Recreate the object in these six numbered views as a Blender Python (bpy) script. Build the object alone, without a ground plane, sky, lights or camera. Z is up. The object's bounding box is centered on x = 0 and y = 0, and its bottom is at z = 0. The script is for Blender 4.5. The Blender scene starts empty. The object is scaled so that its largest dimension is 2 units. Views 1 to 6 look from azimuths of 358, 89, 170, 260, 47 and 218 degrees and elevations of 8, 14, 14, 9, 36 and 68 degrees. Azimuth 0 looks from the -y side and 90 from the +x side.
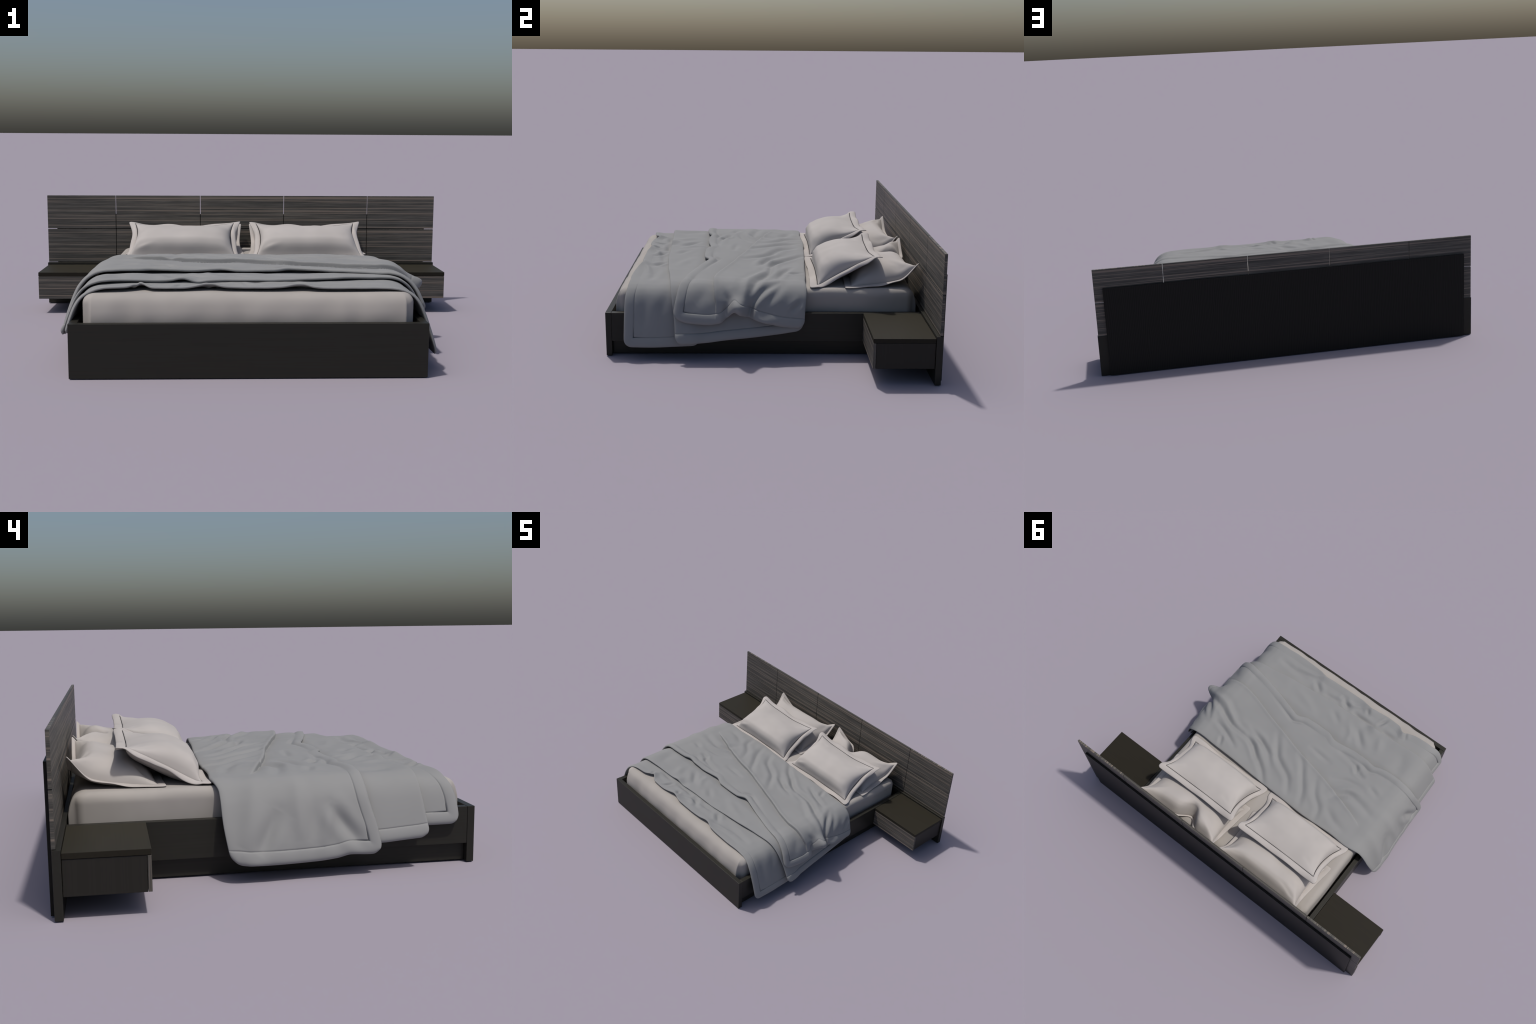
"""Low platform bed with a wide panelled headboard, two floating nightstands,
a mattress, four flanged pillows and a rumpled folded duvet."""
import bpy, bmesh, math
import numpy as np
from mathutils import Vector

# ------------------------------------------------------------------ helpers
def empty(name, loc, label=None, category=None):
    o = bpy.data.objects.new(name, None)
    o.location = loc
    o.empty_display_size = 0.05
    bpy.context.scene.collection.objects.link(o)
    if label:
        o["label"] = label
        o["category"] = category
    return o


def mesh_object(name, verts, faces, mat, parent=None, smooth=False, mats=None, loc=(0, 0, 0)):
    me = bpy.data.meshes.new(name)
    me.from_pydata([tuple(map(float, v)) for v in verts], [], faces)
    me.update()
    o = bpy.data.objects.new(name, me)
    o.location = loc
    bpy.context.scene.collection.objects.link(o)
    for m in (mats or [mat]):
        me.materials.append(m)
    if smooth:
        me.polygons.foreach_set("use_smooth", [True] * len(me.polygons))
    if parent:
        o.parent = parent
        o.matrix_parent_inverse = parent.matrix_world.inverted()
        o.location = Vector(loc) - world_of(parent)
        o.matrix_parent_inverse.identity()
    return o


def world_of(o):
    v = Vector(o.location)
    while o.parent:
        o = o.parent
        v += Vector(o.location)
    return v


def box(name, lo, hi, mat, parent, bevel=0.0012, origin=None):
    """Board between two corners; its edges are slightly chamfered."""
    lo, hi = Vector(lo), Vector(hi)
    org = Vector(origin) if origin is not None else Vector(((lo.x + hi.x) / 2, (lo.y + hi.y) / 2, lo.z))
    bm = bmesh.new()
    bmesh.ops.create_cube(bm, size=1.0)
    for v in bm.verts:
        v.co = Vector((lo.x + (v.co.x + .5) * (hi.x - lo.x),
                       lo.y + (v.co.y + .5) * (hi.y - lo.y),
                       lo.z + (v.co.z + .5) * (hi.z - lo.z))) - org
    if bevel:
        bmesh.ops.bevel(bm, geom=list(bm.edges), offset=bevel, segments=2, profile=0.5, affect='EDGES')
    me = bpy.data.meshes.new(name)
    bm.to_mesh(me)
    bm.free()
    o = bpy.data.objects.new(name, me)
    bpy.context.scene.collection.objects.link(o)
    me.materials.append(mat)
    o.parent = parent
    o.location = org - world_of(parent)
    return o


# ---------------------------------------------------------------- materials
def new_mat(name, rough=0.6, spec=0.3):
    m = bpy.data.materials.new(name)
    m.use_nodes = True
    nt = m.node_tree
    b = nt.nodes["Principled BSDF"]
    b.inputs["Roughness"].default_value = rough
    b.inputs["Specular IOR Level"].default_value = spec
    return m, nt, b


def node(nt, kind, **kw):
    n = nt.nodes.new(kind)
    for k, v in kw.items():
        setattr(n, k, v)
    return n


def ramp(nt, stops):
    r = node(nt, "ShaderNodeValToRGB")
    while len(r.color_ramp.elements) < len(stops):
        r.color_ramp.elements.new(0.5)
    for e, (p, c) in zip(r.color_ramp.elements, stops):
        e.position = p
        e.color = (*c, 1)
    return r


def dark_wood(name, grain='X', base=(0.0212, 0.0202, 0.0162), wavy=False):
    """Near-black oak veneer with a fine grain along one axis."""
    m, nt, b = new_mat(name, 0.42, 0.22)
    tc = node(nt, "ShaderNodeTexCoord")
    mp = node(nt, "ShaderNodeMapping")
    s = {'X': (3, 160, 160), 'Y': (160, 3, 160), 'Z': (160, 160, 3)}[grain]
    if wavy:
        s = (26, 26, 5)
    mp.inputs["Scale"].default_value = s
    nt.links.new(tc.outputs["Object"], mp.inputs["Vector"])
    if wavy:
        n = node(nt, "ShaderNodeTexWave", wave_type='BANDS', bands_direction='X')
        n.inputs["Scale"].default_value = 1.4
        n.inputs["Distortion"].default_value = 9.0
        n.inputs["Detail"].default_value = 2.0
        n.inputs["Detail Scale"].default_value = 0.5
    else:
        n = node(nt, "ShaderNodeTexNoise")
        n.inputs["Scale"].default_value = 1.0
        n.inputs["Detail"].default_value = 4.0
    nt.links.new(mp.outputs[0], n.inputs["Vector"])
    k = 0.10 if wavy else 0.085
    r = ramp(nt, [(0.25, tuple(c * (1 - k) for c in base)), (0.5, base),
                  (0.78, tuple(c * (1 + k * 1.3) for c in base))])
    nt.links.new(n.outputs["Fac"], r.inputs["Fac"])
    nt.links.new(r.outputs["Color"], b.inputs["Base Color"])
    return m


def paint_grazing_sheen(mat, face, graze):  # lightens base colour at low view angles, painting in the tops' reflected light
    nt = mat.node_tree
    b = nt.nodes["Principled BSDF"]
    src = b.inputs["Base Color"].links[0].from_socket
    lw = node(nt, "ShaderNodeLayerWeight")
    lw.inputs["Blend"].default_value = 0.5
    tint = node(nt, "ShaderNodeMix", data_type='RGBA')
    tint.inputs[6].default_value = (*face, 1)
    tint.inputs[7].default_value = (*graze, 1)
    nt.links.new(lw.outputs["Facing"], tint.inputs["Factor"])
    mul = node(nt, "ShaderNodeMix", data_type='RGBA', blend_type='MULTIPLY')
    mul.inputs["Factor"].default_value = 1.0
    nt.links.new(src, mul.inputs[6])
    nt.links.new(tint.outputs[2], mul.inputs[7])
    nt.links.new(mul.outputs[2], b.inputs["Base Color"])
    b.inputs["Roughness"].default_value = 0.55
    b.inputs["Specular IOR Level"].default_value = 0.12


def striped_veneer(name, axis='Z', gain=1.0, freq=1.0, contrast=1.0):
    """Zebrano-like veneer: irregular dark, grey and brown streaks. The streaks
    are constant along the board and change along the given axis."""
    m, nt, b = new_mat(name, 0.5, 0.2)
    tc = node(nt, "ShaderNodeTexCoord")
    sep = node(nt, "ShaderNodeSeparateXYZ")
    nt.links.new(tc.outputs["Object"], sep.inputs[0])
    if axis == 'Z':
        across, along = sep.outputs["Z"], sep.outputs["X"]
    elif axis == 'X':
        across, along = sep.outputs["X"], sep.outputs["Z"]
    else:
        across, along = sep.outputs["Y"], sep.outputs["Z"]

    def noise(f_across, f_along, seed, detail, rough=0.55):
        a = node(nt, "ShaderNodeMath", operation='MULTIPLY')
        a.inputs[1].default_value = f_across * freq
        c = node(nt, "ShaderNodeMath", operation='MULTIPLY')
        c.inputs[1].default_value = f_along
        nt.links.new(across, a.inputs[0])
        nt.links.new(along, c.inputs[0])
        v = node(nt, "ShaderNodeCombineXYZ")
        nt.links.new(c.outputs[0], v.inputs[0])
        nt.links.new(a.outputs[0], v.inputs[1])
        v.inputs[2].default_value = seed
        n = node(nt, "ShaderNodeTexNoise")
        n.inputs["Scale"].default_value = 1.0
        n.inputs["Detail"].default_value = detail
        n.inputs["Roughness"].default_value = rough
        nt.links.new(v.outputs[0], n.inputs["Vector"])
        return n.outputs["Fac"]

    broad = noise(85, 1.3, 3.1, 2.0)
    fine = noise(260, 7.0, 7.7, 3.0, 0.65)
    brown = noise(150, 0.8, 12.4, 1.5)
    add = node(nt, "ShaderNodeMath", operation='MULTIPLY_ADD')
    add.inputs[1].default_value = 0.55
    nt.links.new(fine, add.inputs[0])
    half = node(nt, "ShaderNodeMath", operation='MULTIPLY')
    half.inputs[1].default_value = 0.45
    nt.links.new(broad, half.inputs[0])
    nt.links.new(half.outputs[0], add.inputs[2])
    g = gain
    tone = ramp(nt, [(0.36, (0.0270 * g, 0.0260 * g, 0.0238 * g)),
                     (0.46, (0.0405 * g, 0.0385 * g, 0.0345 * g)),
                     (0.55, (0.0575 * g, 0.0540 * g, 0.0478 * g)),
                     (0.66, (0.0880 * g, 0.0815 * g, 0.0715 * g))])
    nt.links.new(add.outputs[0], tone.inputs["Fac"])
    mask = ramp(nt, [(0.54, (0, 0, 0)), (0.63, (1, 1, 1))])
    nt.links.new(brown, mask.inputs["Fac"])
    mix = node(nt, "ShaderNodeMix", data_type='RGBA')
    scale = node(nt, "ShaderNodeMath", operation='MULTIPLY')
    scale.inputs[1].default_value = 0.75 * contrast
    nt.links.new(mask.outputs["Color"], scale.inputs[0])
    nt.links.new(scale.outputs[0], mix.inputs["Factor"])
    nt.links.new(tone.outputs["Color"], mix.inputs[6])
    mix.inputs[7].default_value = (0.140 * g, 0.114 * g, 0.092 * g, 1)
    nt.links.new(mix.outputs[2], b.inputs["Base Color"])
    return m


def cloth(name, color, rough=0.9, weave=1500.0, sheen=0.05, vary=0.05, bump=0.06):
    m, nt, b = new_mat(name, rough, 0.15)
    b.inputs["Sheen Weight"].default_value = sheen
    tc = node(nt, "ShaderNodeTexCoord")
    n = node(nt, "ShaderNodeTexNoise")
    n.inputs["Scale"].default_value = 7.0
    n.inputs["Detail"].default_value = 2.0
    nt.links.new(tc.outputs["Object"], n.inputs["Vector"])
    r = ramp(nt, [(0.3, tuple(c * (1 - vary) for c in color)), (0.7, tuple(c * (1 + vary) for c in color))])
    nt.links.new(n.outputs["Fac"], r.inputs["Fac"])
    nt.links.new(r.outputs["Color"], b.inputs["Base Color"])
    w = node(nt, "ShaderNodeTexNoise")
    w.inputs["Scale"].default_value = weave
    nt.links.new(tc.outputs["Object"], w.inputs["Vector"])
    bp = node(nt, "ShaderNodeBump")
    bp.inputs["Strength"].default_value = bump
    bp.inputs["Distance"].default_value = 0.0005
    nt.links.new(w.outputs["Fac"], bp.inputs["Height"])
    nt.links.new(bp.outputs["Normal"], b.inputs["Normal"])
    return m


WOOD_X = dark_wood("dark_wood_long", 'X')
WOOD_Y = dark_wood("dark_wood_deep", 'Y')
WOOD_Z = dark_wood("dark_wood_upright", 'Z', base=(0.0190, 0.0175, 0.0140))
WOOD_BACK = dark_wood("dark_wood_back", 'Z', base=(0.0195, 0.0187, 0.0172), wavy=True)
WOOD_TOP = dark_wood("dark_wood_top", 'X', base=(0.0185, 0.0160, 0.0110))
WOOD_BACK.node_tree.nodes["Principled BSDF"].inputs["Specular IOR Level"].default_value = 0.05
paint_grazing_sheen(WOOD_TOP, (.95, .95, .95), (1.75, 1.85, 1.95))
ZEBRA = striped_veneer("striped_veneer", 'Z', 1.68)
ZEBRA_END = striped_veneer("striped_veneer_end", 'Z', 1.5, 0.6)
ZEBRA_TOP = striped_veneer("striped_veneer_streaked_top", 'X', 1.6, 0.8)
ZEBRA_PLAIN = striped_veneer("striped_veneer_plain_top", 'Y', 1.25, 0.4, 0.2)
ZEBRA_SIDE = striped_veneer("striped_veneer_side", 'Y', 1.4, 4.0)
PILLOW = cloth("pillow_cotton", (0.412, 0.387, 0.369))
FLANGE = cloth("pillow_flange_cotton", (0.422, 0.394, 0.374))
SHEET = cloth("sheet_cotton", (0.345, 0.323, 0.302), vary=0.04)
DUVET = cloth("grey_duvet_cotton", (0.242, 0.244, 0.243), vary=0.02)
GROOVE_STRIP, _nt, _b = new_mat("dark_groove_strip", 0.9, 0.1)
_b.inputs["Base Color"].default_value = (0.02, 0.02, 0.021, 1)

# ---------------------------------------------------------------- bed frame
frame = empty("bed_frame", (0, 0, 0),
              "dark wood platform bed with wide striped panel headboard and floating nightstands", "bed")

box("footboard", (-.6475, -.7225, 0), (.6475, -.6965, .2), WOOD_X, frame)
for s in (-1, 1):
    x0, x1 = sorted((s * .6195, s * .6465))
    box("side_rail", (x0, -.6960, .0675), (x1, .6825, .1995), WOOD_Y, frame)
    x0, x1 = sorted((s * .600, s * .6235))
    box("plinth", (x0, -.6955, .003), (x1, .6820, .0665), WOOD_Y, frame)
box("slat_base", (-.6185, -.695, .085), (.6185, .682, .1), WOOD_X, frame)

headboard = empty("headboard", (0, .70, 0))
headboard.parent = frame
box("headboard_base", (-1.0, .6835, 0), (1.0, .709, .2105), WOOD_X, headboard)
box("headboard_back", (-.9528, .7105, 0.002), (.9528, .7225, .4598), WOOD_BACK, headboard)
columns = [(-.9968, -.6502), (-.6472, -.2174), (-.2144, .2140), (.2170, .6476), (.6506, .9968)]
for z0, z1 in ((.2128, .3832), (.3868, .5555)):
    for k, (x0, x1) in enumerate(columns):
        p = box("headboard_panel", (x0, .6975, z0), (x1, .7095, z1), ZEBRA, headboard, 0.0008,
                origin=(0, .70, z0))
        p.data.materials.append(ZEBRA_END)
        p.data.materials.append(ZEBRA_TOP if k in (0, 4) else ZEBRA_PLAIN)
        for f in p.data.polygons:
            if abs(f.normal.x) > .7:
                f.material_index = 1
            elif f.normal.z > .7:
                f.material_index = 2

for s in (-1, 1):
    stand = empty("nightstand", (s * .82, .55, .07))
    stand.parent = frame
    def span(a, b):
        return sorted((s * a, s * b))
    a, b = span(.6485, .9952)
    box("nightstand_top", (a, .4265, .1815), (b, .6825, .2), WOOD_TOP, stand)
    a, b = span(.6495, .9930)
    box("nightstand_body", (a, .4395, .0695), (b, .6825, .1803), WOOD_Z, stand)
    a, b = span(.6490, .9948)
    d = box("drawer_front", (a, .4265, .0703), (b, .4385, .1800), ZEBRA, stand, 0.0008,
            origin=(0, .43, .0703))
    d.data.materials.append(ZEBRA_SIDE)
    for f in d.data.polygons:
        if abs(f.normal.x) > .7:
            f.material_index = 1

# ----------------------------------------------------------------- mattress
ZT = 0.297            # top of the mattress


def smooth(a, b, x):
    t = np.clip((x - a) / (b - a), 0, 1)
    return t * t * (3 - 2 * t)


def build_mattress():
    hx, y0, y1, zb = .606, -.665, .654, .101
    # rings of a rounded box, from the bottom up and then in across the top
    prof = [(0.000, zb)] + [(0.0, z) for z in np.linspace(zb + .01, ZT - .040, 9)]
    prof += [(.036 * (1 - math.cos(t)), ZT - .036 + .036 * math.sin(t)) for t in np.linspace(.1, math.pi / 2, 9)]
    prof += [(.045, ZT), (.07, ZT + .0004), (.12, ZT + .0006), (.25, ZT + .0008), (.40, ZT + .0008), (.55, ZT + .0008)]
    n_side, n_corner = 60, 8
    cx, cy, ry = 0.0, (y0 + y1) / 2, (y1 - y0) / 2
    rc = .032

    def outline(inset):
        a, b = max(hx - inset, .02), max(ry - inset, .02)
        r = max(rc - inset * .3, .012)
        r = min(r, a * .9, b * .9)
        pts = []
        for q, (sx, sy) in enumerate([(1, 1), (-1, 1), (-1, -1), (1, -1)]):
            for i in range(n_corner):
                t = q * math.pi / 2 + i / n_corner * math.pi / 2
                pts.append((sx * (a - r) + r * math.cos(t), cy + sy * (b - r) + r * math.sin(t)))
            # straight run to the next corner
            t = (q + 1) * math.pi / 2
            p0 = (sx * (a - r) + r * math.cos(t), cy + sy * (b - r) + r * math.sin(t))
            nsx, nsy = [(-1, 1), (-1, -1), (1, -1), (1, 1)][q]
            p1 = (nsx * (a - r) + r * math.cos(t), cy + nsy * (b - r) + r * math.sin(t))
            for i in range(n_side):
                f = i / n_side
                # crowd the samples near the corners, where the folds are
                f = .5 - .5 * math.cos(math.pi * f) if q in (0, 2) else f
                pts.append((p0[0] + (p1[0] - p0[0]) * f, p0[1] + (p1[1] - p0[1]) * f))
        return np.array(pts)

    rings = []
    for inset, z in prof:
        o = outline(inset)
        rings.append(np.column_stack([o, np.full(len(o), z)]))
    V = np.concatenate(rings)
    x, y, z = V[:, 0].copy(), V[:, 1].copy(), V[:, 2]
    side = smooth(ZT + .001, ZT - .03, z)
    # end flaps of the fitted sheet stand proud of the rounded body
    for end, s in ((y0, -1), (y1, 1)):
        near = smooth(.035, .0, np.abs(y - end))
        flap = smooth(.589, .570, np.abs(x))
        crease = np.exp(-((np.abs(x) - .5785) / .004) ** 2)
        dents = .004 * np.sin(x * 13 + 1.1) * np.exp(-((z - .22) / .05) ** 2) * np.sin(x * 31)
        V[:, 1] += s * near * (flap * (.005 + .019 * smooth(ZT, .215, z) + .0012 * np.sin(x * 43 + 2 * np.sin(x * 17)))
                               - crease * .004 * side + dents * side * flap)
        # faint seam of the border band
        V[:, 1] -= s * near * flap * .0012 * np.exp(-((z - .268) / .003) ** 2)
    along = smooth(.05, .0, np.abs(np.abs(x) - hx))
    V[:, 0] += np.sign(x) * along * side * (.002 * np.sin(y * 17) - .002)
    V[:, 2] += .0012 * np.sin(x * 9 + y * 5) * smooth(ZT - .02, ZT, z)
    n = len(rings[0])
    F = []
    for r in range(len(rings) - 1):
        for i in range(n):
            j = (i + 1) % n
            F.append((r * n + i, r * n + j, (r + 1) * n + j, (r + 1) * n + i))
    F.append(tuple(range((len(rings) - 1) * n, len(rings) * n)))
    F.append(tuple(reversed(range(n))))
    root = empty("mattress", (0, 0, .1), "thick mattress in a warm light grey fitted sheet", "mattress")
    mesh_object("fitted_sheet", V, F, SHEET, root, True)


build_mattress()

# -------------------------------------------------------------------- duvet
def noise2(x, y, seed, freq, octaves=3):
    """Smooth seeded noise in about [-1, 1] made of a few rotated waves."""
    rng = np.random.default_rng(seed)
    out, amp, tot = 0, 1.0, 0
    for _ in range(octaves):
        for _ in range(4):
            t, p = rng.uniform(0, 2 * math.pi, 2)
            f = freq * rng.uniform(.7, 1.3)
            out = out + amp * np.sin(f * (x * math.cos(t) + y * math.sin(t)) + p) / 2.2
        tot += amp
        amp *= .5
        freq *= 2.1
    return out / tot


def curve(pts):
    """Smooth function through (x, y) control points (monotone Hermite)."""
    px = np.array([p[0] for p in pts], float)
    py = np.array([p[1] for p in pts], float)
    d = np.diff(py) / np.diff(px)
    m = np.empty_like(py)
    m[0], m[-1] = d[0], d[-1]
    m[1:-1] = np.where(d[:-1] * d[1:] > 0, 2 * d[:-1] * d[1:] / (d[:-1] + d[1:] + 1e-12), 0)

    def f(x):
        x = np.clip(x, px[0], px[-1])
        i = np.clip(np.searchsorted(px, x) - 1, 0, len(px) - 2)
        h = px[i + 1] - px[i]
        t = (x - px[i]) / h
        return ((2 * t**3 - 3 * t**2 + 1) * py[i] + (t**3 - 2 * t**2 + t) * h * m[i]
                + (-2 * t**3 + 3 * t**2) * py[i + 1] + (t**3 - t**2) * h * m[i + 1])
    return f


# half cross-section of cloth lying on the mattress and hanging over the rail
_cx = [0, .25, .50, .550, .584, .608, .624, .638, .650, .662, .672, .680, .687]
_cz = [.2985, .2985, .2980, .2955, .2870, .270, .246, .212, .175, .133, .092, .050, .010]
_cs = np.concatenate([[0], np.cumsum(np.hypot(np.diff(_cx), np.diff(_cz)))])
_fx, _fz = curve(list(zip(_cs, _cx))), curve(list(zip(_cs, _cz)))
_tab = np.linspace(0, _cs[-1], 1500)
_tabz = _fz(_tab)


def sigma_at(z):
    """Distance from the bed's centre line along the cloth, where it hangs at height z."""
    return np.interp(-np.asarray(z), -_tabz, _tab)


def drape(sig, flare):
    a = np.abs(sig)
    sg = np.sign(sig)
    e = 1e-3
    x, z = _fx(a), _fz(a)
    tx, tz = _fx(a + e) - _fx(a - e), _fz(a + e) - _fz(a - e)
    ln = np.hypot(tx, tz) + 1e-12
    nx, nz = -tz / ln, tx / ln
    low = np.clip((.285 - z) / .225, 0, None) ** 1.3
    return sg * (x + flare * low), z, sg * nx, nz


def seg_dist(px, py, pts):
    """Distance to a polyline, position along it in 0..1 and the side of it."""
    best = np.full(px.shape, 1e9)
    par = np.zeros(px.shape)
    side = np.zeros(px.shape)
    L = [math.dist(pts[i], pts[i + 1]) for i in range(len(pts) - 1)]
    tot, run = sum(L), 0
    for (ax, ay), (bx, by), l in zip(pts[:-1], pts[1:], L):
        dx, dy = bx - ax, by - ay
        t = np.clip(((px - ax) * dx + (py - ay) * dy) / (l * l), 0, 1)
        d = np.hypot(px - ax - t * dx, py - ay - t * dy)
        c = (px - ax) * dy - (py - ay) * dx
        w = d < best
        best = np.where(w, d, best)
        par = np.where(w, (run + t * l) / tot, par)
        side = np.where(w, np.sign(c), side)
        run += l
    return best, par, side


def refine(pts, n=14):
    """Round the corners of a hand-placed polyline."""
    t = np.linspace(0, 1, len(pts))
    fx, fy = curve(list(zip(t, [p[0] for p in pts]))), curve(list(zip(t, [p[1] for p in pts])))
    q = np.linspace(0, 1, n)
    return list(zip(fx(q).tolist(), fy(q).tolist()))


def folds(sig, y, strokes):
    """Sum of soft valleys (negative depth) and ridges along strokes."""
    h = np.zeros(sig.shape)
    for pts, depth, width in strokes:
        d, t, side = seg_dist(sig, y, refine(pts))
        taper = np.sin(np.clip(t, .0, 1) * math.pi * .9 + .157) ** .7
        h += depth * np.exp(-(d / width) ** 2) * np.clip(taper, 0, 1)
        # shoulders beside each fold
        h -= depth * .35 * np.exp(-((d - 2.0 * width) / (width * 1.1)) ** 2) * np.clip(taper, 0, 1)
    return h


def duvet_layer(name, parent, foot, head, hem_l, hem_r, offset, thick, height, flare_l, flare_r,
                band_foot, band_l, band_r, r_edge=.006, step=.0055, rows=.0055, fold_head=False, bump=None):
    band = .043
    fine = [0, .0012, .003, .0055, .009, .014, .020, .027, .033, .0375, .040, .0418, .043, .0442, .046, .0485, .053]
    plain = [0, .0012, .003, .0055, .009, .014, .020, .027]
    ymid = np.mean(foot(np.linspace(-.5, .5, 30))) * .5 + .5 * np.mean(head(np.linspace(-.5, .5, 30)))
    ns = int(1.75 / step)
    length = float(np.max(head(np.linspace(-.7, .7, 40)) - foot(np.linspace(-.7, .7, 40))))
    nt = max(12, int(length / rows))
    # column parameters: (kind, value)
    dl = np.array(fine)
    du = np.linspace(0, 1, ns)[1:-1]
    df = np.array(fine)
    dh = np.array(plain)
    dv = np.linspace(0, 1, nt)[1:-1]
    nI, nJ = len(dl) * 2 + len(du), len(df) + len(dh) + len(dv)

    def sig_row(y):
        L = -sigma_at(hem_l(y))
        R = sigma_at(hem_r(y))
        lo, hi = L + dl[-1], R - dl[-1]
        return (np.concatenate([L[:, None] + dl[None], lo[:, None] + (hi - lo)[:, None] * du[None],
                                R[:, None] - dl[::-1][None]], 1), L, R)

    # y depends on sigma and sigma on y: settle both in a few rounds
    y = np.zeros((nI, nJ)) + ymid
    sig = np.zeros((nI, nJ))
    for _ in range(4):
        for j in range(nJ):
            Lv, Rv = -sigma_at(hem_l(y[:, j])), sigma_at(hem_r(y[:, j]))
            lo, hi = Lv + dl[-1], Rv - dl[-1]
            col = np.empty(nI)
            k = len(dl)
            col[:k] = Lv[:k] + dl
            col[k:k + len(du)] = lo[k:k + len(du)] + (hi - lo)[k:k + len(du)] * du
            col[k + len(du):] = Rv[k + len(du):] - dl[::-1]
            sig[:, j] = col
        f, h = foot(sig), head(sig)
        a, b = f + df[-1], h - dh[-1]
        for j in range(nJ):
            if j < len(df):
                y[:, j] = f[:, j] + df[j]
            elif j < len(df) + len(dv):
                y[:, j] = a[:, j] + (b - a)[:, j] * dv[j - len(df)]
            else:
                y[:, j] = h[:, j] - dh[::-1][j - len(df) - len(dv)]
    # distances to the edges, then round off the four corners of the cloth
    d_foot, d_head = y - foot(sig), head(sig) - y
    d_l, d_r = sig + sigma_at(hem_l(y)), sigma_at(hem_r(y)) - sig
    R = .034

    def corner(p, q):
        u, v = np.clip(1 - p / R, 0, 1), np.clip(1 - q / R, 0, 1)
        return R * (u - u * np.sqrt(1 - v * v / 2)), R * (v - v * np.sqrt(1 - u * u / 2))
    for dy, sy in ((d_foot, 1), (d_head, -1)):
        for dx, sx in ((d_l, 1), (d_r, -1)):
            mx, my = corner(dx, dy)
            sig = sig + sx * mx
            y = y + sy * my
    side_d = np.minimum(d_l, d_r)
    edge = np.minimum(np.minimum(d_foot, d_head), side_d)
    # hems are rounder than the edges that lie flat
    r_here = r_edge + .006 * smooth(.55, .68, np.abs(sig))
    env = np.sqrt(np.clip(1 - (1 - np.clip(edge / r_here, 0, 1)) ** 2, 0, 1))
    if fold_head:
        re = thick * .75 + .016 * smooth(.55, .68, np.abs(sig))
        envh = np.sqrt(np.clip(1 - (1 - np.clip(d_head / re, 0, 1)) ** 2, 0, 1))
        env = np.minimum(env, np.maximum(envh, 0))
    # puffy border band and its stitched groove
    db = np.full(sig.shape, 9.0)
    if band_foot:
        db = np.minimum(db, d_foot)
    if band_l:
        db = np.minimum(db, d_l)
    if band_r:
        db = np.minimum(db, d_r)
    puff = np.where(db < band, np.sin(np.clip(db / band, 0, 1) * math.pi) ** .6, 0)
    groove = np.exp(-((db - band) / .0016) ** 2)
    # the band is only faint where the cloth lies flat, plain where it hangs
    hang = .07 + .93 * smooth(.53, .66, np.abs(sig))
    near_corner = np.hypot(d_foot - band, np.minimum(d_l, d_r) - band)
    corner_crack = (1 + 2.6 * np.exp(-(near_corner / .028) ** 2)) if band_foot else 1.0
    o = offset(sig, y)
    hgt = height(sig, y, d_foot, d_l, d_r)
    fl = np.where(sig < 0, flare_l(y), flare_r(y))
    x, z, nx, nz = drape(sig, fl)
    mid = o + thick / 2
    top = mid + env * (thick / 2 + .0052 * puff * hang) + hgt - .0022 * groove * env * hang * corner_crack
    bot = mid - env * thick / 2 + hgt * .95 - .0004
    bot = np.where(edge <= 0, top, bot)
    P, Q = [np.stack([x + nx * t, y, z + nz * t], -1) for t in (top, bot)]
    if bump:
        bump(P, sig, y)
        bump(Q, sig, y)
    V = np.concatenate([P.reshape(-1, 3), Q.reshape(-1, 3)])
    N = nI * nJ
    idx = np.arange(N).reshape(nI, nJ)
    a, b, c, d = idx[:-1, :-1], idx[1:, :-1], idx[1:, 1:], idx[:-1, 1:]
    topf = np.stack([a, b, c, d], -1).reshape(-1, 4)
    botf = np.stack([d, c, b, a], -1).reshape(-1, 4) + N
    rim = np.concatenate([idx[:, 0], idx[-1, 1:], idx[-2::-1, -1], idx[0, -2:0:-1]])
    r2 = np.roll(rim, -1)
    rimf = np.stack([r2, rim, rim + N, r2 + N], -1)
    F = np.concatenate([topf, botf, rimf]).tolist()
    ob = mesh_object(name, V, F, DUVET, parent, True)
    bm = bmesh.new()
    bm.from_mesh(ob.data)
    bmesh.ops.remove_doubles(bm, verts=bm.verts, dist=2e-5)
    bm.to_mesh(ob.data)
    bm.free()
    ob.data.polygons.foreach_set("use_smooth", [True] * len(ob.data.polygons))
    return ob


duvet = empty("duvet", (0, 0, .3), "rumpled grey duvet lying in three overlapping folds", "duvet")

T0, T1, T2 = .0075, .0095, .0105
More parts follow.
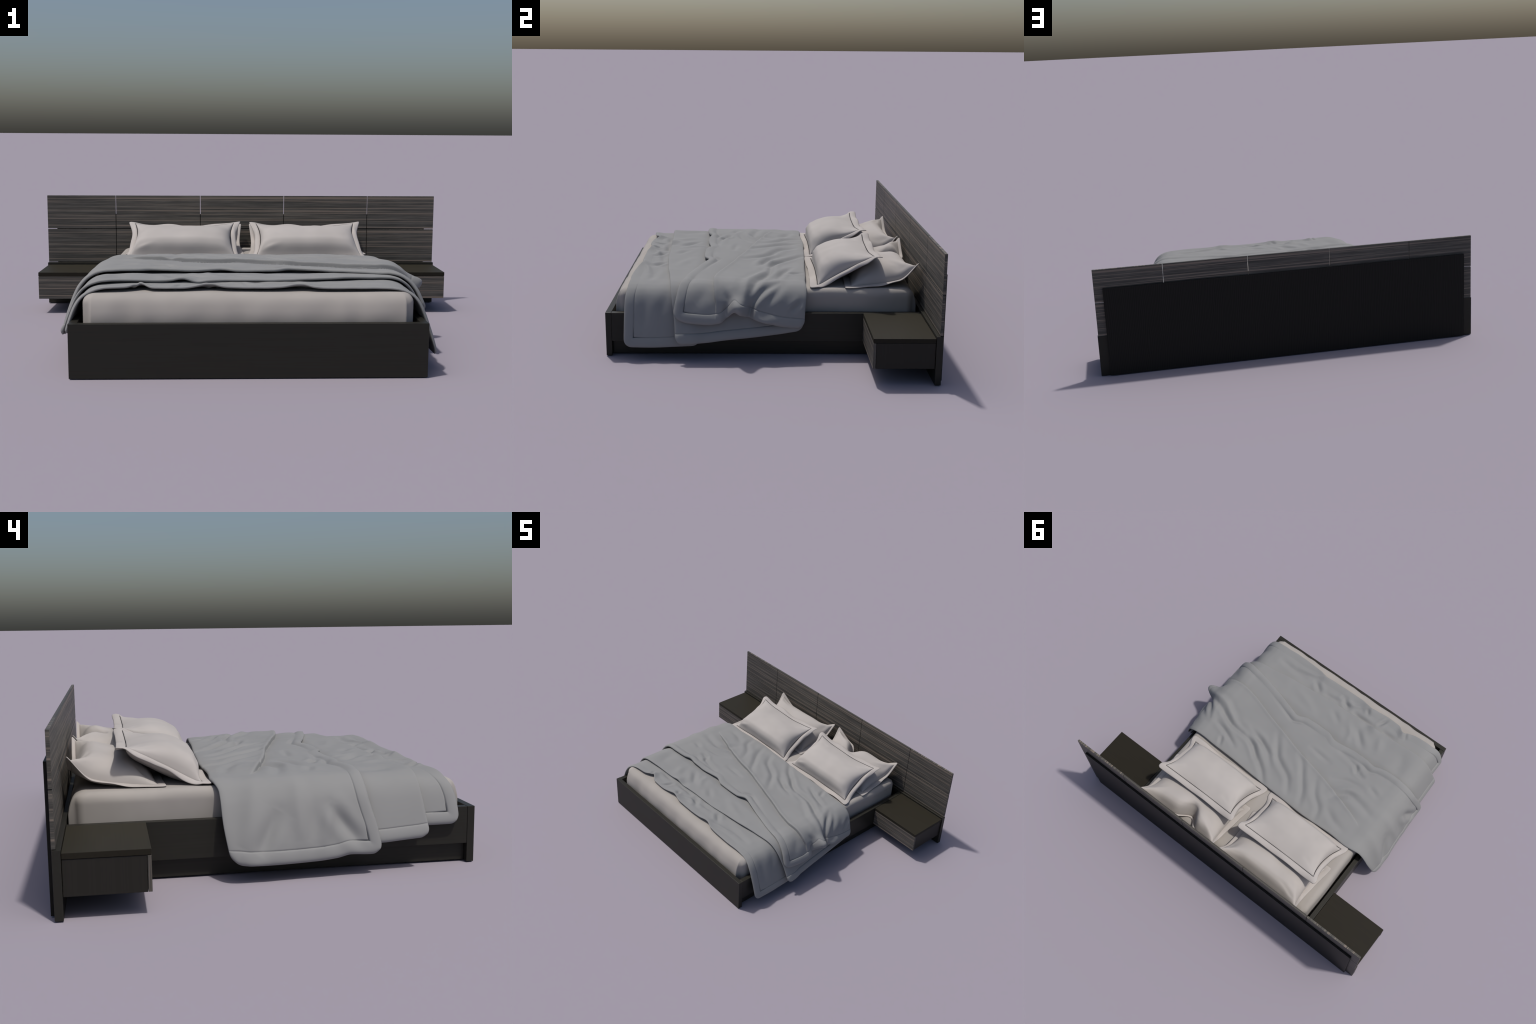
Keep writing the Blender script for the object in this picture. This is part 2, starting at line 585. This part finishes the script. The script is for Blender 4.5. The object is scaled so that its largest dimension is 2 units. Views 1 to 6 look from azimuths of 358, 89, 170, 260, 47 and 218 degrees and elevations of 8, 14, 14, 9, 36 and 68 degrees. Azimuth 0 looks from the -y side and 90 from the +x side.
# plan curves: y of each edge as a function of the distance across the cloth
foot0 = curve([(-.80, -.658), (-.72, -.658), (-.67, -.655), (-.64, -.650), (-.61, -.642), (-.58, -.632), (-.53, -.626),
               (-.47, -.620), (-.425, -.604), (-.398, -.590), (-.35, -.618), (-.27, -.622), (-.19, -.612), (-.15, -.606),
               (-.07, -.620), (.03, -.620), (.13, -.616), (.19, -.609), (.25, -.624), (.33, -.630), (.42, -.632),
               (.50, -.628), (.57, -.629), (.64, -.636), (.72, -.637), (.86, -.637)])
head0 = curve([(-.80, -.30), (0, -.30), (.80, -.300)])
foot1 = curve([(-.80, -.540), (-.75, -.534), (-.68, -.526), (-.62, -.521), (-.56, -.522), (-.50, -.520), (-.45, -.516),
               (-.33, -.510), (-.25, -.506), (-.15, -.503), (-.05, -.498), (.08, -.495), (.2, -.482), (.34, -.469),
               (.45, -.453), (.52, -.445), (.59, -.435), (.68, -.419), (.74, -.411), (.85, -.405)])
head1 = curve([(-.80, .155), (-.7, .165), (-.6, .175), (0, .180), (.5, .165), (.6, .160), (.85, .157)])
foot2 = curve([(-.86, -.368), (-.79, -.355), (-.74, -.346), (-.69, -.333), (-.65, -.325), (-.60, -.321), (-.53, -.324),
               (-.48, -.322), (-.43, -.315), (-.385, -.300), (-.33, -.308), (-.25, -.309), (-.16, -.297), (-.11, -.292),
               (-.04, -.314), (.03, -.314), (.11, -.310), (.175, -.286), (.23, -.300), (.30, -.322), (.40, -.350),
               (.48, -.371), (.56, -.386), (.62, -.402), (.67, -.412), (.75, -.419), (.85, -.420)])
head2 = curve([(-.86, .150), (-.78, .168), (-.70, .178), (-.62, .181), (-.58, .194), (-.54, .200), (-.44, .195), (-.35, .199),
               (-.22, .204), (-.1, .198), (.02, .194), (.16, .188), (.30, .181), (.46, .176), (.54, .171), (.61, .173),
               (.68, .166), (.80, .160)])
# height of the hems along the bed
hem0_l = curve([(-.70, .146), (-.64, .143), (-.55, .142), (-.3, .142)])
hem0_r = curve([(-.70, .060), (-.62, .056), (-.52, .054), (-.41, .058), (-.30, .063)])
hem1_l = curve([(-.60, .106), (-.53, .108), (-.50, .105), (-.44, .101), (-.36, .096), (.0, .09), (.2, .09)])
hem1_r = curve([(-.45, .075), (-.40, .075), (-.29, .078), (-.18, .089), (-.065, .098), (.05, .110), (.14, .122), (.2, .126)])
hem2_l = curve([(-.40, .069), (-.36, .068), (-.32, .063), (-.25, .066), (-.20, .057), (-.13, .051), (-.03, .049),
                (.09, .051), (.13, .056), (.2, .060)])
hem2_r = curve([(-.45, .176), (-.41, .172), (-.35, .158), (-.265, .152), (-.21, .158), (-.18, .178), (-.145, .204),
                (-.122, .194), (-.065, .173), (-.01, .158), (.076, .139), (.156, .132), (.25, .13)])

flat0 = curve([(-.9, 0), (.9, 0)])
fl1_l = curve([(-.6, .014), (.2, .02)])
fl2_l = curve([(-.4, .006), (-.1, .016), (.13, .034), (.3, .036)])
fl0_r = curve([(-.7, .012), (-.3, .012)])
fl1_r = curve([(-.45, .036), (-.2, .022), (.16, .000), (.3, .000)])
fl2_r = curve([(-.45, .022), (-.2, .022), (.0, .004), (.16, -.012), (.3, -.012)])


def lift(d_foot, amount, width=.03):
    return amount * np.exp(-(d_foot / width) ** 2)


strokes0 = [
    ([(.485, -.535), (.375, -.529), (.304, -.531)], -.006, .016),
    ([(.224, -.545), (.166, -.504)], -.009, .014),
    ([(.132, -.512), (.039, -.524)], -.006, .013),
    ([(.023, -.560), (-.039, -.523)], -.011, .014),
    ([(-.088, -.518), (-.138, -.513), (-.22, -.517)], -.010, .013),
    ([(-.135, -.590), (-.161, -.560)], -.006, .010),
    ([(-.25, -.545), (-.276, -.600)], -.007, .009),
    ([(-.292, -.522), (-.381, -.523)], -.007, .014),
    ([(-.41, -.598), (-.43, -.565)], -.006, .009),
    ([(-.13, -.596), (-.05, -.555), (.05, -.545)], .006, .012),
    ([(.21, -.600), (.27, -.575), (.36, -.560)], .006, .012),
    ([(.58, -.555), (.66, -.545), (.76, -.550)], -.005, .020),
    ([(.60, -.45), (.70, -.47)], -.003, .02),
]
strokes1 = [
    ([(.02, -.445), (-.056, -.400)], -.005, .016),
    ([(-.167, -.440), (-.221, -.389), (-.259, -.360)], -.008, .016),
    ([(-.10, -.44), (-.15, -.38), (-.16, -.33)], .004, .016),
    ([(-.478, -.470), (-.502, -.414), (-.511, -.338)], -.005, .028),
    ([(-.31, -.47), (-.35, -.39)], .004, .02),
    ([(.30, -.43), (.18, -.40), (.10, -.36)], .003, .02),
]
strokes2 = [
    ([(.529, .047), (.456, .067), (.375, .098), (.348, .111)], -.008, .013),
    ([(.640, -.075), (.575, -.048), (.507, -.014), (.43, .012), (.329, .019), (.262, .034), (.202, .088)], -.010, .014),
    ([(.640, -.105), (.57, -.090), (.50, -.050), (.43, -.020)], .007, .016),
    ([(.45, -.035), (.405, -.020), (.322, -.012), (.245, -.013), (.161, .023), (.10, .075)], -.006, .016),
    ([(.185, -.105), (.147, -.056), (.096, .008), (.042, .038), (-.026, .072), (-.085, .150)], -.0085, .016),
    ([(.00, -.080), (-.041, -.050), (-.10, .025), (-.151, .092), (-.185, .165)], -.0075, .016),
    ([(.320, .005), (.258, .045), (.189, .087), (.121, .133), (.060, .195)], -.0085, .015),
    ([(.335, -.045), (.254, -.023), (.192, .005), (.14, .022)], -.005, .013),
    ([(-.300, .030), (-.328, -.020), (-.392, -.064), (-.472, -.055), (-.560, -.030)], -.008, .020),
    ([(-.242, -.085), (-.329, -.129), (-.422, -.145)], -.006, .014),
    ([(-.446, -.172), (-.520, -.155)], -.005, .014),
    ([(-.301, -.245), (-.336, -.201), (-.38, -.202)], -.006, .011),
    ([(-.023, -.165), (-.103, -.160), (-.165, -.158)], -.005, .013),
    ([(-.186, -.251), (-.27, -.241), (-.367, -.205)], -.007, .013),
    ([(-.334, .086), (-.406, .124), (-.481, .136)], -.005, .018),
    ([(-.17, -.02), (-.22, .06), (-.29, .12), (-.31, .190)], -.006, .016),
    ([(.45, .10), (.42, .16)], -.005, .011),
    ([(-.43, -.10), (-.36, -.085), (-.29, -.04)], .004, .014),
    # right side, above and beside the gathered hem
    ([(.700, -.185), (.655, -.172), (.62, -.195)], -.006, .012),
    ([(.720, -.085), (.668, -.070), (.625, -.035), (.58, .05)], -.012, .011),
    ([(.655, .00), (.585, .075)], -.006, .014),
    ([(.690, .10), (.650, .150)], -.006, .011),
    ([(.66, -.32), (.61, -.265)], -.004, .022),
    # long vertical folds on the left side
    ([(-.68, -.010), (-.745, .025), (-.82, .065)], -.011, .022),
    ([(-.60, -.083), (-.67, -.079), (-.78, -.083)], .008, .026),
    ([(-.67, -.185), (-.73, -.230), (-.80, -.285)], -.011, .020),
    ([(-.80, -.150), (-.74, -.170), (-.66, -.200)], .007, .022),
    ([(-.60, .06), (-.70, .085), (-.79, .12)], .009, .030),
]
# crease where the upper part of the duvet laps over itself
lap = [(-.545, .065), (-.500, .038), (-.40, .005), (-.30, -.026), (-.17, -.061), (0, -.096), (.15, -.139), (.30, -.180),
       (.45, -.226), (.55, -.244), (.62, -.238), (.66, -.230), (.70, -.231), (.735, -.236)]


def lap_side(sig, y):
    """Distance from the lapped crease (positive towards the head) and how open it is."""
    d, t, side = seg_dist(sig, y, refine(lap, 60))
    return d * -side, smooth(0, .10, t) * smooth(1, .90, t)


def height0(sig, y, df, dl, dr):
    on_top = smooth(.60, .52, np.abs(sig))
    h = folds(sig, y, strokes0) + .0022 * noise2(sig, y, 5, 24) * on_top
    up = .011 * np.exp(-((sig + .15) / .05) ** 2) + .010 * np.exp(-((sig - .19) / .05) ** 2) \
        + .009 * np.exp(-((sig + .40) / .03) ** 2) + .006
    h += lift(df, up * on_top, .035)
    return np.where(y > -.42, h * smooth(-.38, -.44, y), h)


# how far the front edges of the two upper folds stand off, across the bed
gap1 = curve([(-.70, .004), (-.55, .006), (-.45, .004), (-.33, .003), (-.25, .002), (-.18, .000), (-.05, .001), (.10, .001),
              (.25, .002), (.40, .006), (.55, .006), (.70, .003)])
gap2 = curve([(-.70, .003), (-.52, .006), (-.40, .008), (-.30, .004), (-.18, .001), (-.08, .006), (.02, .002), (.12, .001),
              (.18, .006), (.26, .003), (.40, .004), (.55, .005), (.70, .003)])


def height1(sig, y, df, dl, dr):
    on_top = smooth(.62, .52, np.abs(sig))
    h = folds(sig, y, strokes1) + .002 * noise2(sig, y, 8, 20) * on_top
    h += lift(df, gap1(sig) * on_top * (1 + .3 * noise2(sig, y * 0, 21, 14)) + .001, .05)
    h += lift(df - .01, .010 * np.exp(-((sig + .25) / .035) ** 2) - .006 * np.exp(-((sig + .19) / .03) ** 2), .03)
    return h * smooth(-.24, -.33, y)


def height2(sig, y, df, dl, dr):
    on_top = smooth(.64, .52, np.abs(sig))
    h = folds(sig, y, strokes2) + .0026 * noise2(sig * .8, y, 3, 19) * (.25 + .75 * on_top)
    roll = on_top * (gap2(sig) + .003 * noise2(sig, y * 0, 33, 17, 2))
    h += lift(df - .018, np.clip(roll, 0, None), .022)
    h -= .006 * np.exp(-((df - .046) / .012) ** 2) * on_top * (.7 + .6 * noise2(sig, y * 0, 34, 15, 2))
    s, fade = lap_side(sig, y)
    h += fade * np.where(s > 0, .0115 * smooth(-.001, .006, s) * np.exp(-s / .15) + .002 * np.exp(-((s - .012) / .010) ** 2), 0)
    h -= fade * np.where(s <= 0, .0085 * np.exp(s / .030), .0085 * np.exp(-s / .003))
    # the hanging left side billows a little
    h += .007 * smooth(-.58, -.68, sig) * np.sin(np.clip((-.58 - sig) / .26, 0, 1) * math.pi) * (1 + .5 * noise2(sig, y, 61, 13, 1))
    # fullness along the head edge
    dh = head2(sig) - y
    h += on_top * .0025 * np.exp(-((dh - .03) / .03) ** 2) * (1 + .7 * noise2(sig, y * 0, 44, 19, 2))
    return h


def hanging(sig):
    return smooth(.52, .66, np.abs(sig))


# air under the upper fold: full near its foot edge, settling towards the head
loft2 = curve([(-.45, .0115), (-.30, .0115), (-.20, .0105), (-.05, .009), (.05, .0075), (.13, .003), (.20, .000)])


def over(sig, y, start, amount, width=.05):
    """Rise of a layer that lies on the one underneath, up to that layer's head edge."""
    return amount * smooth(start + width * .5, start - width, y)


def lap_overhang(P, sig, y):
    """Let the upper cloth hang over the crease so that a dark gap stays below it."""
    s, fade = lap_side(sig, y)
    P[..., 1] -= fade * .005 * smooth(.0, .006, s) * np.exp(-np.clip(s, 0, None) / .035)
    P[..., 1] += fade * .002 * np.exp(-(s / .004) ** 2) * (s < 0)
    knot(P, sig, y)


def knot(P, sig, y):
    """Gathered hem: a thick twist of cloth that stands out from the side."""
    r = np.hypot((sig - .684) / .042, (y + .132) / .036)
    k = np.exp(-r ** 3)
    P[..., 0] += .040 * k
    P[..., 2] += .008 * k
    r2 = np.hypot((sig - .650) / .075, (y + .125 - (.69 - sig) * .35) / .028)
    P[..., 0] += .013 * np.exp(-r2 ** 2)
    # the gathers fan out above it
    up = np.clip((.70 - sig) / .14, 0, 1.4)
    fan = np.exp(-((y + .133 + .01 * up) / (.024 + .035 * up)) ** 2) * smooth(0, .25, up) * smooth(1.35, .6, up)
    P[..., 0] += .015 * fan
    P[..., 2] += .006 * fan
    # pulled-in hollow on either side
    for cy, cs, a in ((-.080, .695, .016), (-.185, .70, .012)):
        P[..., 0] -= a * np.exp(-(((sig - cs) / .045) ** 2 + ((y - cy) / .016) ** 2))
    P[..., 0] += .012 * np.exp(-(((sig - .735) / .022) ** 2 + ((y + .02) / .05) ** 2))


duvet_layer("duvet_fold", duvet, foot0, head0, hem0_l, hem0_r,
            lambda s, y: .0045 + 0 * s, T0, height0, flat0, fl0_r, True, True, True)
duvet_layer("duvet_fold", duvet, foot1, head1, hem1_l, hem1_r,
            lambda s, y: .001 + over(s, y, -.30, T0 + .0050) + .008 * hanging(s), T1, height1, fl1_l, fl1_r, False, True, True, fold_head=True)
duvet_layer("duvet_fold", duvet, foot2, head2, hem2_l, hem2_r,
            lambda s, y: .002 + T1 + loft2(y) + .017 * hanging(s), T2, height2, fl2_l, fl2_r, True, True, True,
            fold_head=True, bump=lap_overhang, step=.0046, rows=.0022)

# ------------------------------------------------------------------ pillows
def spline_frame(pts, n=400):
    """Arc-length profile in the y-z plane with its upward normal."""
    t = np.linspace(0, 1, len(pts))
    fy, fz = curve(list(zip(t, [p[0] for p in pts]))), curve(list(zip(t, [p[1] for p in pts])))
    q = np.linspace(0, 1, n)
    Y, Z = fy(q), fz(q)
    k = np.ones(25) / 25
    Y = np.convolve(np.pad(Y, 12, 'reflect', reflect_type='odd'), k, 'valid')
    Z = np.convolve(np.pad(Z, 12, 'reflect', reflect_type='odd'), k, 'valid')
    s = np.concatenate([[0], np.cumsum(np.hypot(np.diff(Y), np.diff(Z)))])
    s = s / s[-1]
    ty, tz = np.gradient(Y), np.gradient(Z)
    l = np.hypot(ty, tz)

    def f(v):
        return (np.interp(v, s, Y), np.interp(v, s, Z), np.interp(v, s, -tz / l), np.interp(v, s, ty / l))
    return f, float(np.sum(np.hypot(np.diff(Y), np.diff(Z))))


def pillow(label, cx, profile, half_w, border, front, back, bulge_v, pinch, seed, warp, seam=True, full=(3.2, .64)):
    """Cushion with a flat border. Local a runs across (-1..1), b up the pillow."""
    prof, length = spline_frame(profile)
    fw = border
    Bv = (length - 2 * fw) / 2
    A = half_w - fw
    na, nb = 56, 40
    ga = np.sin(np.linspace(-1, 1, na + 1) * math.pi / 2) * .55 + np.linspace(-1, 1, na + 1) * .45
    gb = np.sin(np.linspace(-1, 1, nb + 1) * math.pi / 2) * .55 + np.linspace(-1, 1, nb + 1) * .45
    g_front = curve(bulge_v)

    def cushion_xy(a, b):
        """Seam outline: sides drawn in between the corners."""
        u = A * a * (1 - pinch[0] * (1 - b * b) * np.abs(a) ** 3)
        v = Bv * b * (1 - pinch[1] * (1 - a * a) * np.abs(b) ** 3)
        return u, v

    def place(u, v, n, a, b):
        S = (v + Bv + fw) / length
        Y, Z, ny, nz = prof(np.clip(S, 0, 1))
        dy, dz, dx = warp(a, b)
        return np.stack([cx + u + dx, Y + ny * n + dy, Z + nz * n + dz], -1)

    rng = np.random.default_rng(seed)
    a, b = np.meshgrid(ga, gb, indexing='ij')
    u, v = cushion_xy(a, b)
    shape_a = np.clip(1 - np.abs(a) ** full[0], 0, 1) ** full[1]
    hf = front * shape_a * g_front(b)
    hb = back * np.clip((1 - np.abs(a) ** 3) * (1 - np.abs(b) ** 3), 0, 1) ** .6
    # pulls that radiate from the corners, and a few soft creases
    pull = np.zeros(a.shape)
    for sa in (-1, 1):
        for sb in (-1, 1):
            for k in range(3):
                ang = rng.uniform(.25, 1.3)
                ln = rng.uniform(.35, .75)
                p0 = (sa * .97, sb * .95)
                p1 = (sa * (.97 - ln * math.cos(ang)), sb * (.95 - ln * 1.2 * math.sin(ang)))
                d, t, _ = seg_dist(a, b, [p0, p1])
                pull += rng.choice([-1, 1]) * .0046 * np.exp(-(d / .07) ** 2) * np.sin(np.clip(t, 0, 1) * math.pi)
    soft = .0034 * noise2(a, b, seed + 50, 4.5, 2)
    hf = hf + (pull + soft) * np.clip(hf / (front * .5), 0, 1)
    e = .0032
    # the stuffing bulges sideways over the seam
    swell = np.sign(a) * .005 * np.abs(a) ** 5 * np.clip(hf / front, 0, 1)
    top = place(u + swell, v, hf + e, a, b)
    bot = place(u, v, -hb - e, a, b)
    nA, nB = top.shape[:2]
    idx = np.arange(nA * nB).reshape(nA, nB)
    q = [idx[:-1, :-1], idx[1:, :-1], idx[1:, 1:], idx[:-1, 1:]]
    Ft = np.stack(q, -1).reshape(-1, 4)
    Fb = np.stack(q[::-1], -1).reshape(-1, 4) + nA * nB
    rim = np.concatenate([idx[:, 0], idx[-1, 1:], idx[-2::-1, -1], idx[0, -2:0:-1]])
    r2 = np.roll(rim, -1)
    Fr = np.stack([r2, rim, rim + nA * nB, r2 + nA * nB], -1)
    V = np.concatenate([top.reshape(-1, 3), bot.reshape(-1, 3)])
    root = empty("pillow", (cx, float(prof(.5)[0]), float(prof(.0)[1])), label, "pillow")
    mesh_object("cushion", V, np.concatenate([Ft, Fb, Fr]).tolist(), PILLOW, root, True)

    # border: rings that run outward from the seam outline
    ra, rb = a.reshape(-1)[rim], b.reshape(-1)[rim]
    ru, rv = cushion_xy(ra, rb)
    mx = np.abs(ra) >= .9999
    my = np.abs(rb) >= .9999
    # outward direction; corners get a diagonal that is then rounded
    outu = np.where(mx, np.sign(ra), 0.0)
    outv = np.where(my, np.sign(rb), 0.0)
    gap = .0030

    def ring_points(w, n):
        """Outline at distance w outside the seam: offset rectangle with rounded corners."""
        w = w * (np.ones_like(ru) if seam else 1 - .5 * smooth(-.2, .9, rb))
        U = ru + outu * w + np.where(my & ~mx, np.sign(ra) * np.abs(ra) ** 14 * w, 0)
        W = rv + outv * w + np.where(mx & ~my, np.sign(rb) * np.abs(rb) ** 14 * w, 0)
        # the outer border is straighter than the seam and its corners are round
        rr = .45 * w
        cu, cv = A + w, Bv + w
        pu, pv = np.clip(1 - (cu - np.abs(U)) / np.maximum(rr, 1e-5), 0, 1), np.clip(1 - (cv - np.abs(W)) / np.maximum(rr, 1e-5), 0, 1)
        U = U - np.sign(U) * rr * (pu - pu * np.sqrt(1 - pv * pv / 2))
        W = W - np.sign(W) * rr * (pv - pv * np.sqrt(1 - pu * pu / 2))
        sa, sb = U / A, W / Bv
        return place(U, W, n, sa, sb)

    def closed_strip(rings):
        n = len(rings[0])
        Vv = np.concatenate(rings)
        F = []
        m = len(rings)
        for r in range(m):
            r1 = (r + 1) % m
            for i in range(n):
                j = (i + 1) % n
                F.append((r * n + i, r1 * n + i, r1 * n + j, r * n + j))
        return Vv, F

    ang = np.arctan2(rb, ra)
    wob = .002 * np.sin(ang * 5 + seed) + .0015 * np.sin(ang * 9 + seed * 2)
    th = .0031
    g0 = gap if seam else -.0015
    if not seam:
        th *= .75
    secs = [(g0, -.0015), (g0, th * .75), (g0 + .002, th * 1.15), (fw * .3, th * 1.3), (fw * .6, th * 1.2), (fw * .85, th * .95),
            (fw - .0025, th * .6), (fw, 0.0), (fw - .0025, -th * .6), (fw * .6, -th * .8), (fw * .3, -th * .8), (g0 + .002, -.003)]
    rings = [ring_points(w, n + wob * (w / fw) * 1.0) for w, n in secs]
    Vv, F = closed_strip(rings)
    mesh_object("border", Vv, F, FLANGE, root, True)
    if seam:
        rings = [ring_points(w, n) for w, n in [(-.0012, -.001), (-.0012, .0024), (gap + .0012, .0024), (gap + .0012, -.001)]]
        Vv, F = closed_strip(rings)
        mesh_object("seam", Vv, F, GROOVE_STRIP, root, True)  # near-black strip laid in the groove between cushion and border
    return root


bulge_front = [(-1, 0), (-.95, .26), (-.87, .51), (-.74, .78), (-.55, .98), (-.3, 1.0), (0, .90), (.3, .68), (.56, .44), (.82, .20), (1, 0)]
front_profile = [(.190, .3025), (.212, .3035), (.235, .305), (.290, .331), (.360, .368), (.430, .405), (.485, .430), (.502, .431), (.518, .430)]


def warp_front(a, b):
    # side borders droop, upper corners stay up, the border ripples a little
    out = np.clip((np.abs(a) - 1) / .15, 0, 1)
    hang = np.clip(1 - np.abs(b - .02) ** 2.2, 0, 1)
    droop = -.036 * out * hang
    side = .026 * np.sign(a) * out * hang
    ear = (.0025 + .0045 * (a > 0)) * np.clip(np.abs(a), 0, 1.15) ** 5 * smooth(.6, 1.15, b)
    sag = -.012 * (1 - np.clip(a * a, 0, 1)) * smooth(.2, 1.0, b)
    ripple = .003 * np.clip(np.maximum(np.abs(a), np.abs(b)) - .9, 0, .3) * 5 * np.sin(a * 7 + b * 3)
    nar = -.010 * a * smooth(-.2, 1.1, b)
    return 0 * a, droop + sag + ripple + ear, nar - side


for c, sd in ((.304, 11), (-.286, 11)):
    pillow("plump light cotton pillow with a flat border and a thin dark line around the cushion", c, front_profile, .286, .037,
           .078, .040, bulge_front, (.11, .05), sd, warp_front, full=(4.4, .52))

bulge_back = [(-1, 0), (-.92, .22), (-.75, .55), (-.45, .88), (-.1, 1.0), (.3, 1.0), (.6, .98), (.8, .86), (.92, .60), (1, .12)]
back_profile = [(.348, .3005), (.390, .3005), (.440, .303), (.500, .309), (.550, .316), (.600, .329), (.640, .342), (.662, .350),
                (.678, .357), (.697, .366)]


def warp_back(notch):
    def f(a, b):
        # between the ears the upper edge falls forward and down
        mid = (1 - np.clip(np.abs(a), 0, 1) ** 2.0)
        top = smooth(.55, 1.15, b)
        dz = -.010 * mid * top
        dy = -.004 * mid * top
        # the two upper corners curl up into ears
        dz = dz + .062 * smooth(.55, 1.14, np.abs(a)) * smooth(.45, 1.2, b)
        dy = dy - .006 * smooth(.6, 1.15, np.abs(a)) * smooth(.6, 1.2, b)
        if notch is not None:
            k = np.exp(-np.abs((a - notch) / .19) ** 2.2) * smooth(.05, 1.0, b)
            dy = dy - .060 * k
            dz = dz - .048 * k
        return dy, dz, .004 * a * smooth(0, 1.1, b)
    return f


for c, sd, nt_ in ((.308, 31, -.17), (-.279, 37, None)):
    pillow("soft light cotton pillow slumped against the headboard", c, back_profile, .285, .030,
           .080, .020, bulge_back, (.06, .05), sd, warp_back(nt_), seam=False, full=(4.2, .6))
